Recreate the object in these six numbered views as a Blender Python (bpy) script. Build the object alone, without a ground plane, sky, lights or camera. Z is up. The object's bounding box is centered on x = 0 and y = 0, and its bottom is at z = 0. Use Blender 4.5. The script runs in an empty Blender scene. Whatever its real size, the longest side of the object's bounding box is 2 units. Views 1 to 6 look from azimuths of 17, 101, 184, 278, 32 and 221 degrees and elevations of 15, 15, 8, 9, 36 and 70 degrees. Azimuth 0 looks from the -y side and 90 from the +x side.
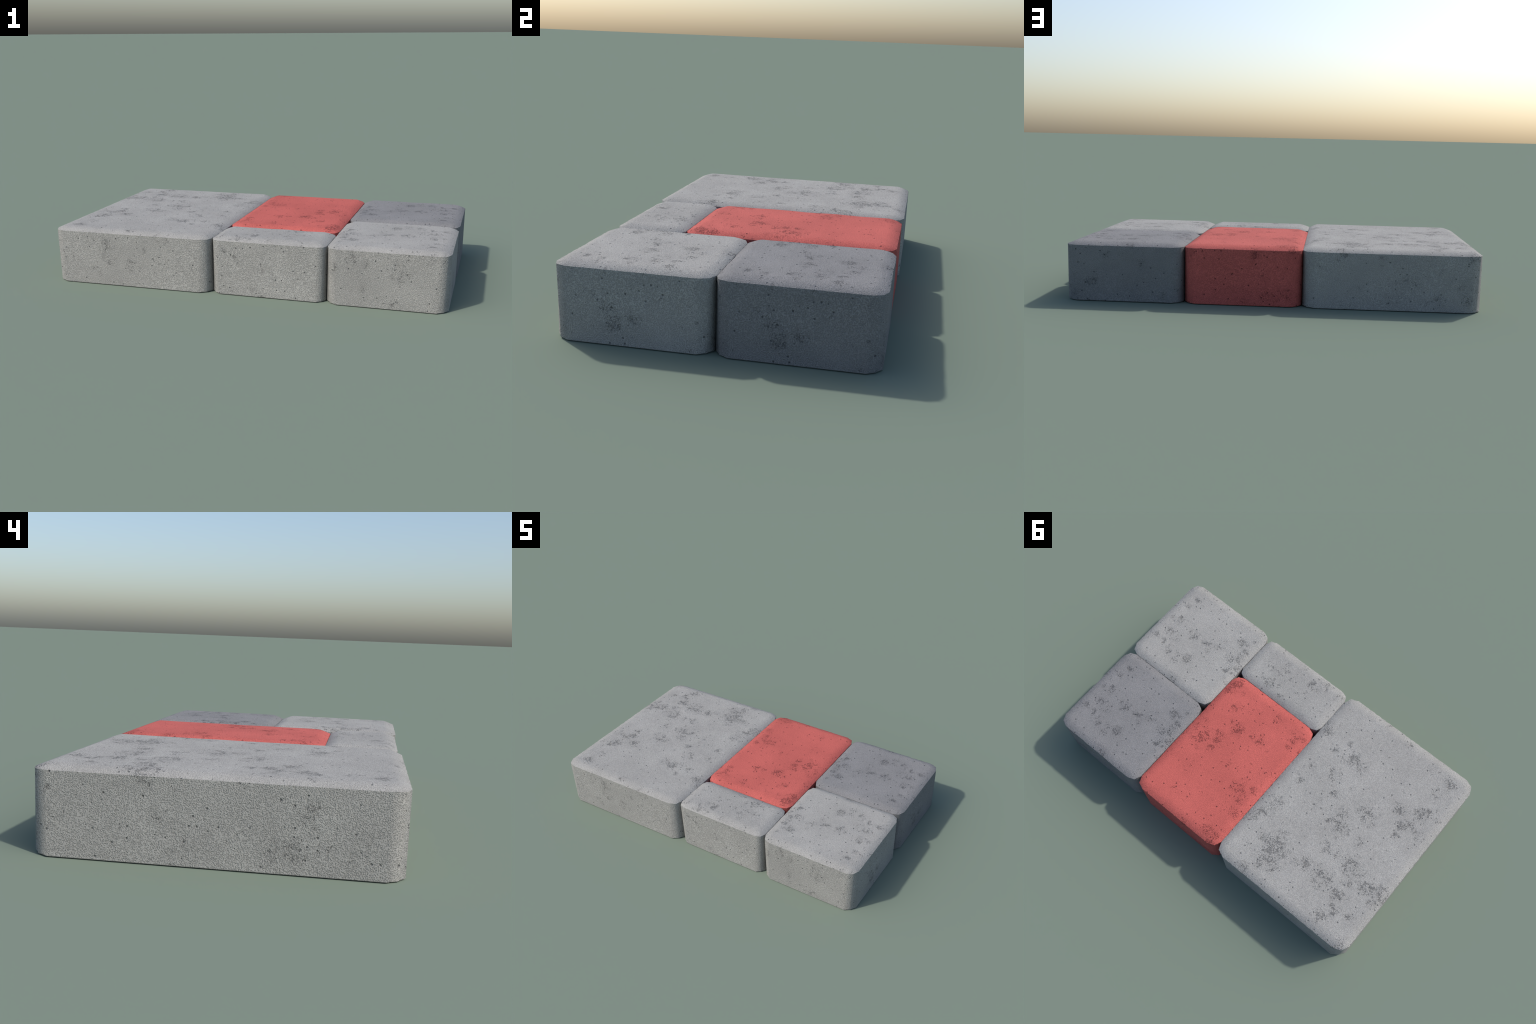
"""Five tumbled concrete paving stones laid in a 7 x 4 module pattern:
one large (3x4), one red (2x3), one half (2x1) and two squares (2x2)."""
import bpy, math
from mathutils import Vector, noise


CREASE = 0.270         # height where the upright wall ends
TOP = 0.2878           # height of the flat top face
INSET = 0.050          # width of the cushion edge
DRAFT = 0.0018         # walls lean inwards towards the bottom
STEP = 0.006           # fineness of the broken arris

# ------------------------------------------------------------------ geometry


def outline(hx, hy, radius):
    """Closed plan outline, counter-clockwise: (x, y, nx, ny). Corners have two facets."""
    knots = []
    for qx, qy, a0 in ((1, -1, -90), (1, 1, 0), (-1, 1, 90), (-1, -1, 180)):
        for k in range(3):
            a = math.radians(a0 + 45 * k)
            knots.append((qx * (hx - radius) + radius * math.cos(a),
                          qy * (hy - radius) + radius * math.sin(a), math.cos(a), math.sin(a)))
    pts = []
    for i, p in enumerate(knots):
        q = knots[(i + 1) % len(knots)]
        n = max(1, round(math.hypot(q[0] - p[0], q[1] - p[1]) / STEP))
        for k in range(n):
            t = k / n
            nx, ny = p[2] + (q[2] - p[2]) * t, p[3] + (q[3] - p[3]) * t
            l = math.hypot(nx, ny)
            pts.append((p[0] + (q[0] - p[0]) * t, p[1] + (q[1] - p[1]) * t, nx / l, ny / l))
    return pts


def stone_mesh(name, wx, wy, radius, seed, chips=(), skew=(0, 0)):
    """skew: (slope of the short sides' y along x, growth of the half depth along x)."""
    hx, hy = wx / 2, wy / 2
    inset, r2 = INSET, 0.010
    base = outline(hx, hy, radius)
    n = len(base)
    off = Vector((seed * 7.3, seed * 3.1, seed * 1.7))
    wall_rows = [0.0, 0.003, 0.05, 0.12, 0.18, 0.22, 0.24, 0.252, 0.258, 0.263, 0.267, CREASE]
    cushion = [i / 9 for i in range(10)]
    verts, faces, normals, groups = [], [], [], []

    def rough(p, amount):
        a = noise.noise((p + off) * 55.0) + 0.6 * noise.noise((p + off) * 130.0)
        d = amount * (a - 0.12)
        for c, r, depth in chips:
            k = max(0.0, 1.0 - (p - Vector(c)).length / r)
            d -= depth * k * (0.6 + noise.noise((p + off) * 90.0))
        return min(d, 0.0003)

    # upright wall; only the arris at its top is broken
    for z in wall_rows:
        w = max(0.0, 1.0 - (CREASE - z) / 0.014)
        for x, y, nx, ny in base:
            d = rough(Vector((x, y, z)), 0.0019) * w if w else 0.0
            d -= (DRAFT + 0.007 * abs(2 * nx * ny)) * (CREASE - z) / CREASE + (0.003 if z == 0.0 else 0.0)
            verts.append(Vector((x + nx * d, y + ny * d, z + (d * 0.5 if z == CREASE else 0.0))))
            normals.append(Vector((nx, ny, 0.0)))
    # cushion edge rising from the arris to the flat top
    first = len(wall_rows) * n
    tilt = math.atan2(TOP - CREASE, inset) * 1.6
    for t in cushion:
        for i, (x, y, nx, ny) in enumerate(base):
            cxx = max(-(hx - radius), min(hx - radius, x))
            cyy = max(-(hy - radius), min(hy - radius, y))
            worn = inset * (1 + 0.16 * noise.noise((Vector((x, y, 0)) + off) * 9.0))
            ex = cxx * (hx - worn - r2) / (hx - radius) + (x - cxx) * r2 / radius
            ey = cyy * (hy - worn - r2) / (hy - radius) + (y - cyy) * r2 / radius
            ix, iy = x + (ex - x) * t, y + (ey - y) * t
            z = CREASE + (TOP - CREASE) * (1 - (1 - t) ** 1.2)
            w = max(0.0, 1.0 - t * 1.6)
            d = rough(Vector((x, y, CREASE)), 0.0019) * w
            verts.append(Vector((ix + nx * d, iy + ny * d, z + d * 0.5)))
            a = tilt * (1 - t)
            normals.append(Vector((nx * math.sin(a), ny * math.sin(a), math.cos(a))))
    loops_n = []

    def add(face, ns):
        faces.append(face)
        loops_n.extend(ns)

    for r in range(len(wall_rows) - 1):
        for i in range(n):
            j = (i + 1) % n
            f = (r * n + i, r * n + j, (r + 1) * n + j, (r + 1) * n + i)
            add(f, [normals[k] for k in f])
    arris = (len(wall_rows) - 1) * n
    for r in range(len(cushion) - 1):
        lo = arris if r == 0 else first + r * n
        hi = first + (r + 1) * n
        for i in range(n):
            j = (i + 1) % n
            f = (lo + i, lo + j, hi + j, hi + i)
            src = (first + r * n + i, first + r * n + j, hi + j, hi + i)
            add(f, [normals[k] for k in src])
    last = first + (len(cushion) - 1) * n
    top_c = len(verts)
    verts += [Vector((0, 0, TOP)), Vector((0, 0, 0))]
    for i in range(n):
        j = (i + 1) % n
        add((last + i, last + j, top_c), [Vector((0, 0, 1))] * 3)
        add((j, i, top_c + 1), [Vector((0, 0, -1))] * 3)
    # drop the duplicate first cushion ring (it only carried normals)
    for v in verts:
        v.y += skew[0] * v.x + skew[1] * v.x * v.y / hy
    keep = [i for i in range(len(verts)) if not first <= i < first + n]
    remap = {o: k for k, o in enumerate(keep)}
    me = bpy.data.meshes.new(name)
    me.from_pydata([verts[i] for i in keep], [], [[remap[k] for k in f] for f in faces])
    me.polygons.foreach_set("use_smooth", [True] * len(me.polygons))
    me.update()
    me.normals_split_custom_set([tuple(v) for v in loops_n])
    return me


# ----------------------------------------------------------------- materials


class Nodes:
    def __init__(self, mat):
        self.t = mat.node_tree
        self.t.nodes.clear()

    def new(self, kind, **props):
        nd = self.t.nodes.new(kind)
        for k, v in props.items():
            setattr(nd, k, v)
        return nd

    def put(self, sock, v):
        if isinstance(v, bpy.types.NodeSocket):
            self.t.links.new(v, sock)
        else:
            sock.default_value = v

    def math(self, op, a, b=0.0, clamp=False):
        nd = self.new("ShaderNodeMath", operation=op, use_clamp=clamp)
        self.put(nd.inputs[0], a)
        self.put(nd.inputs[1], b)
        return nd.outputs[0]

    def vmath(self, op, a, b):
        nd = self.new("ShaderNodeVectorMath", operation=op)
        self.put(nd.inputs[0], a)
        self.put(nd.inputs[1], b)
        return nd.outputs["Value"] if op in ("DISTANCE", "DOT_PRODUCT") else nd.outputs[0]

    def ramp(self, v, a, b, lo=0.0, hi=1.0, smooth=True):
        nd = self.new("ShaderNodeMapRange", interpolation_type="SMOOTHSTEP" if smooth else "LINEAR")
        self.put(nd.inputs["Value"], v)
        for k, x in (("From Min", a), ("From Max", b), ("To Min", lo), ("To Max", hi)):
            self.put(nd.inputs[k], x)
        return nd.outputs[0]

    def noise(self, co, scale, detail=2.0, rough=0.5, distort=0.0, color=False):
        nd = self.new("ShaderNodeTexNoise")
        self.put(nd.inputs["Vector"], co)
        nd.inputs["Scale"].default_value = scale
        nd.inputs["Detail"].default_value = detail
        nd.inputs["Roughness"].default_value = rough
        nd.inputs["Distortion"].default_value = distort
        return nd.outputs["Color" if color else "Fac"]

    def mix(self, f, a, b, blend="MIX"):
        nd = self.new("ShaderNodeMix", data_type="RGBA", blend_type=blend)
        self.put(nd.inputs[0], f)
        self.put(nd.inputs[6], a)
        self.put(nd.inputs[7], b)
        return nd.outputs[2]


def concrete(name, colour, stain, seed, top_patches, wall_patches):
    """Cast concrete: mottled base, clustered wormy pits at the given patches, pinholes, sandy grain."""
    mat = bpy.data.materials.new(name)
    mat.use_nodes = True
    g = Nodes(mat)
    out = g.new("ShaderNodeOutputMaterial")
    bsdf = g.new("ShaderNodeBsdfPrincipled")
    g.t.links.new(bsdf.outputs[0], out.inputs[0])
    co = g.new("ShaderNodeTexCoord").outputs["Object"]
    shifted = g.vmath("ADD", co, (seed * 1.37, seed * 2.11, seed * 0.83))

    # where the pitted patches sit (borders frayed by a warp)
    warp = g.vmath("SUBTRACT", g.noise(shifted, 18.0, 3.0, color=True), (0.5, 0.5, 0.5))
    warp = g.vmath("MULTIPLY", warp, (0.085, 0.085, 0.085))
    wco = g.vmath("ADD", co, warp)
    patch = 0.0
    spots = [(x, y, 0.288, r, 1.0) for x, y, r in top_patches]
    spots += [(x, y, z, r, 0.85) for x, y, z, r in wall_patches]
    for x, y, z, r, most in spots:
        d = g.vmath("DISTANCE", wco, (x, y, z))
        k = g.ramp(d, r * 1.7 + 0.004, r * 0.15, 0.0, most)
        patch = k if isinstance(patch, float) else g.math("MAXIMUM", patch, k)
    stray = g.ramp(g.noise(shifted, 7.0, 3.0, 0.6), 0.60, 0.76, 0.0, 0.55)
    patch = g.math("MAXIMUM", patch, stray)

    # wormy pits inside the patches
    worm = g.noise(shifted, 150.0, 2.5, 0.6, 0.8)
    clump = g.noise(g.vmath("ADD", shifted, (3.1, 5.7, 1.9)), 34.0, 2.0, 0.55)
    level = g.math("ADD", g.math("MULTIPLY", patch, 0.275), g.math("MULTIPLY", g.math("SUBTRACT", clump, 0.5), 0.85))
    level = g.math("ADD", level, g.math("MULTIPLY", g.math("SUBTRACT", 0.5, worm), 1.7))
    pits = g.ramp(level, 0.24, 0.56)
    pits = g.math("MULTIPLY", pits, g.ramp(patch, 0.0, 0.3))

    # small stray flakes between the patches
    flake = g.ramp(g.noise(g.vmath("ADD", shifted, (8.3, 2.9, 6.1)), 70.0, 3.0, 0.6, 0.8), 0.655, 0.74, 0.0, 0.7)
    pits = g.math("MAXIMUM", pits, flake)

    # lone pinholes
    vor = g.new("ShaderNodeTexVoronoi", feature="F1")
    g.put(vor.inputs["Vector"], shifted)
    vor.inputs["Scale"].default_value = 31.0
    hole = g.ramp(vor.outputs["Distance"], 0.145, 0.06)

    # base colour
    mottle = g.ramp(g.noise(shifted, 4.5, 4.0, 0.55), 0.3, 0.72, 0.90, 1.06, False)
    grain = g.noise(shifted, 285.0, 1.0, 0.5, 0.2)
    fine = g.ramp(grain, 0.34, 0.66, 0.85, 1.12, False)  # grazing-sun light and shade of the grain relief, painted into the albedo
    tone = g.math("MULTIPLY", mottle, fine)
    base = g.mix(1.0, colour + (1,), g.new("ShaderNodeCombineColor").outputs[0], "MULTIPLY")
    comb = base.node.inputs[7].links[0].from_node
    for k in range(3):
        g.put(comb.inputs[k], tone)
    dirt = g.math("MULTIPLY", g.math("MAXIMUM", g.math("MULTIPLY", pits, 0.56), g.math("MULTIPLY", hole, 0.8)), 1.0)
    halo = g.math("MULTIPLY", patch, 0.05)
    base = g.mix(g.math("MAXIMUM", dirt, halo), base, stain + (1,))
    g.put(bsdf.inputs["Base Color"], base)
    bsdf.inputs["Roughness"].default_value = 0.92
    bsdf.inputs["Specular IOR Level"].default_value = 0.2

    # sandy relief: coarser on the mould sides than on the trowelled top
    nz = g.new("ShaderNodeSeparateXYZ")
    g.t.links.new(g.new("ShaderNodeNewGeometry").outputs["Normal"], nz.inputs[0])
    side = g.ramp(nz.outputs[2], 0.99, 0.6, 0.45, 1.0, False)
    height = g.math("MULTIPLY", g.math("MULTIPLY", g.ramp(grain, 0.30, 0.58), side), 0.0019)
    lumps = g.math("MULTIPLY", g.noise(shifted, 22.0, 2.0), 0.0015)
    pit_h = g.math("MULTIPLY", g.math("ADD", pits, hole), -0.0030)
    height = g.math("ADD", g.math("ADD", height, lumps), pit_h)
    bump = g.new("ShaderNodeBump")
    bump.inputs["Strength"].default_value = 1.0
    bump.inputs["Distance"].default_value = 1.0
    g.put(bump.inputs["Height"], height)
    g.t.links.new(bump.outputs[0], bsdf.inputs["Normal"])
    return mat


# pitted patches, in metres from each stone's centre: top (x, y, radius), walls (x, y, z, radius)
LARGE_TOP = [
    (.392, -.332, .036), (.278, -.269, .018), (.24, -.338, .018), (.175, -.261, .041), (.11, -.266, .036),
    (.2, -.142, .036), (.129, -.061, .023), (.32, .007, .018), (.318, -.111, .018), (-.008, -.532, .02),
    (.035, -.411, .011), (-.313, -.494, .032), (-.182, -.205, .036), (-.261, -.159, .036), (-.254, -.089, .032),
    (-.293, -.262, .045), (-.316, -.304, .023), (-.335, -.168, .027), (-.368, -.277, .023), (-.084, -.088, .054),
    (.036, 0, .032), (-.011, .066, .045), (.054, .062, .027), (.186, .393, .075), (.252, .356, .036),
    (.197, .286, .027), (.188, .337, .027), (.151, .456, .032), (.203, .493, .018), (.063, .366, .023),
    (.011, .322, .032), (-.095, .33, .05), (-.019, .194, .027), (-.082, .176, .027), (-.135, .069, .023),
    (-.181, .191, .054), (-.253, .199, .032), (-.213, .272, .027), (-.204, .357, .032), (-.254, .337, .027),
    (-.378, .229, .054), (-.309, .236, .036), (-.217, .494, .041), (-.245, .428, .027), (-.346, .414, .023),
    (.347, .175, .041), (.372, .255, .027), (.407, .308, .036), (.245, .557, .032), (-.376, .545, .036)]
LARGE_WALL = [
    (-.119, -.571, .206, .03), (-.119, -.571, .137, .027), (-.083, -.571, .14, .019), (-.046, -.571, .167, .011),
    (-.052, -.571, .238, .015), (.012, -.571, .124, .023), (.003, -.571, .108, .019), (.082, -.571, .184, .019),
    (.152, -.571, .261, .017), (.153, -.571, .209, .009), (.206, -.571, .261, .013), (-.123, -.571, .031, .015),
    (-.187, -.571, .063, .023), (-.429, .446, .154, .011), (-.429, .155, .143, .026), (-.429, .075, .065, .026),
    (-.429, -.282, .169, .034), (-.429, -.341, .092, .023), (-.429, -.207, .066, .051), (-.429, -.268, .061, .028),
    (-.429, .199, .249, .023), (-.429, -.295, .2, .017), (-.429, .522, .212, .023), (.043, .571, .246, .02),
    (.036, .571, .204, .013), (-.058, .571, .125, .027), (-.107, .571, .127, .02), (-.022, .571, .12, .013),
    (-.232, .571, .181, .012), (-.356, .571, .239, .015), (-.337, .571, .118, .018), (-.353, .571, .058, .027),
    (-.228, .571, .06, .03), (-.17, .571, .041, .017), (-.034, .571, .057, .013), (.27, .571, .235, .01)]
RED_TOP = [
    (.243, -.351, .045), (.259, -.309, .019), (.15, -.254, .026), (.184, -.343, .016), (.182, .006, .051),
    (.107, -.047, .038), (.096, .015, .026), (.059, -.159, .038), (.107, -.184, .013), (.232, -.071, .026),
    (-.084, -.352, .026), (-.078, -.188, .026), (-.032, -.172, .016), (-.211, -.311, .032), (-.25, -.334, .026),
    (-.21, -.252, .016), (-.284, -.273, .019), (-.033, .015, .016), (.015, .116, .01), (-.162, .087, .038),
    (-.199, .13, .038), (-.24, .061, .019), (-.247, .213, .026), (-.242, .406, .038), (-.189, .375, .026)]
RED_WALL = [
    (-.054, .429, .243, .031), (-.104, .429, .168, .022), (.252, .429, .247, .016), (-.214, .429, .063, .036),
    (-.134, .429, .037, .036), (-.012, .429, .019, .016), (-.2, .429, .08, .022)]
HALF_TOP = [
    (.126, .013, .022), (.125, .095, .026), (.099, .084, .017), (.059, .073, .017), (.084, -.028, .017),
    (.1, -.06, .013), (.014, -.115, .011), (-.084, -.052, .022), (-.146, -.097, .03), (-.101, -.098, .013),
    (-.136, -.044, .015), (-.044, .039, .013), (-.099, .012, .011), (.013, .124, .017), (-.254, -.104, .017)]
HALF_WALL = [
    (-.204, -.143, .229, .02), (-.166, -.143, .19, .02), (.039, -.143, .268, .014), (.063, -.143, .254, .014),
    (-.019, -.143, .159, .017), (.039, -.143, .11, .02), (-.052, -.143, .025, .026)]
SQUARE_TOP = [
    (.193, -.191, .02), (.215, -.122, .018), (.23, -.021, .016), (.184, -.038, .023), (.187, .048, .023),
    (.128, .07, .018), (.24, .12, .025), (.176, .13, .02), (.109, .15, .018), (.048, .161, .02), (-.01, .134, .025),
    (.06, -.008, .032), (-.041, -.012, .023), (-.062, .026, .014), (-.103, -.049, .023), (-.191, -.15, .025),
    (-.244, -.193, .018), (-.209, -.024, .036), (-.238, -.062, .032), (-.247, -.103, .023), (-.269, -.013, .027),
    (-.231, .029, .023), (-.256, .048, .016), (-.262, .093, .016), (-.029, .273, .029), (.107, .275, .018)]
SQUARE_WALL = [
    (-.165, -.286, .239, .026), (-.115, -.286, .199, .023), (-.237, -.286, .187, .014), (.09, -.286, .238, .011),
    (.067, -.286, .171, .04), (-.106, -.286, .089, .014), (.039, -.286, .022, .034), (.195, -.286, .259, .017),
    (.076, .286, .23, .016), (-.093, .286, .189, .022), (.141, .286, .099, .025), (.173, .286, .089, .016),
    (.248, .286, .036, .022), (-.184, .286, .028, .031), (.286, -.059, .077, .036), (.286, -.077, .071, .021),
    (.286, .006, .09, .024), (.286, .036, .238, .015), (.286, .229, .234, .013), (.286, -.068, .147, .036),
    (.286, -.147, .17, .015), (.286, .26, .076, .015)]

GREY = (0.347, 0.342, 0.323)
DARK_GREY = (0.230, 0.229, 0.230)
RED = (0.515, 0.123, 0.105)
GREY_STAIN = (0.095, 0.097, 0.098)
DARK_STAIN = (0.060, 0.062, 0.068)
RED_STAIN = (0.115, 0.030, 0.030)

large = stone_mesh("paving_stone", 0.851, 1.1550, 0.059, 1.0, skew=(0.0055, 0.0))
red = stone_mesh("paving_stone", 0.572, 0.8490, 0.053, 2.0)
half = stone_mesh("paving_stone", 0.572, 0.2865, 0.043, 3.0)
square = stone_mesh("paving_stone", 0.5735, 0.5735, 0.053, 4.0,
                    chips=[((-.029, .286, CREASE), .045, .0045), ((.107, .286, CREASE), .028, .003)])

grey_large = concrete("grey_concrete_slab", GREY, GREY_STAIN, 1.0, LARGE_TOP, LARGE_WALL)
grey_half = concrete("grey_concrete_half", GREY, GREY_STAIN, 3.0,
                     [(x, y - 0.009, rad) for x, y, rad in HALF_TOP], HALF_WALL)
grey_square = concrete("grey_concrete_square", GREY, GREY_STAIN, 4.0, SQUARE_TOP, SQUARE_WALL)
dark_square = concrete("dark_grey_concrete", DARK_GREY, DARK_STAIN, 4.0, SQUARE_TOP, SQUARE_WALL)
red_concrete = concrete("red_concrete", RED, RED_STAIN, 2.0, RED_TOP, RED_WALL)


def lay(mesh, mat, x, y, label):
    ob = bpy.data.objects.new("paving_stone", mesh)
    bpy.context.scene.collection.objects.link(ob)
    if not mesh.materials:
        mesh.materials.append(mat)
    ob.material_slots[0].link = "OBJECT"
    ob.material_slots[0].material = mat
    ob.location = (x, y, 0)
    ob["label"] = label
    ob["category"] = "paving stone"
    return ob


lay(large, grey_large, -0.5745, -0.0005, "large light grey rectangular concrete paving stone with rounded edges")
lay(red, red_concrete, 0.1375, 0.1490, "red rectangular concrete paving stone with dark pits")
lay(half, grey_half, 0.1375, -0.4200, "small narrow light grey concrete paving stone")
lay(square, grey_square, 0.7127, -0.2842, "square light grey concrete paving stone with pitted top")
lay(square, dark_square, 0.7132, 0.2902, "square dark grey concrete paving stone with pitted top")
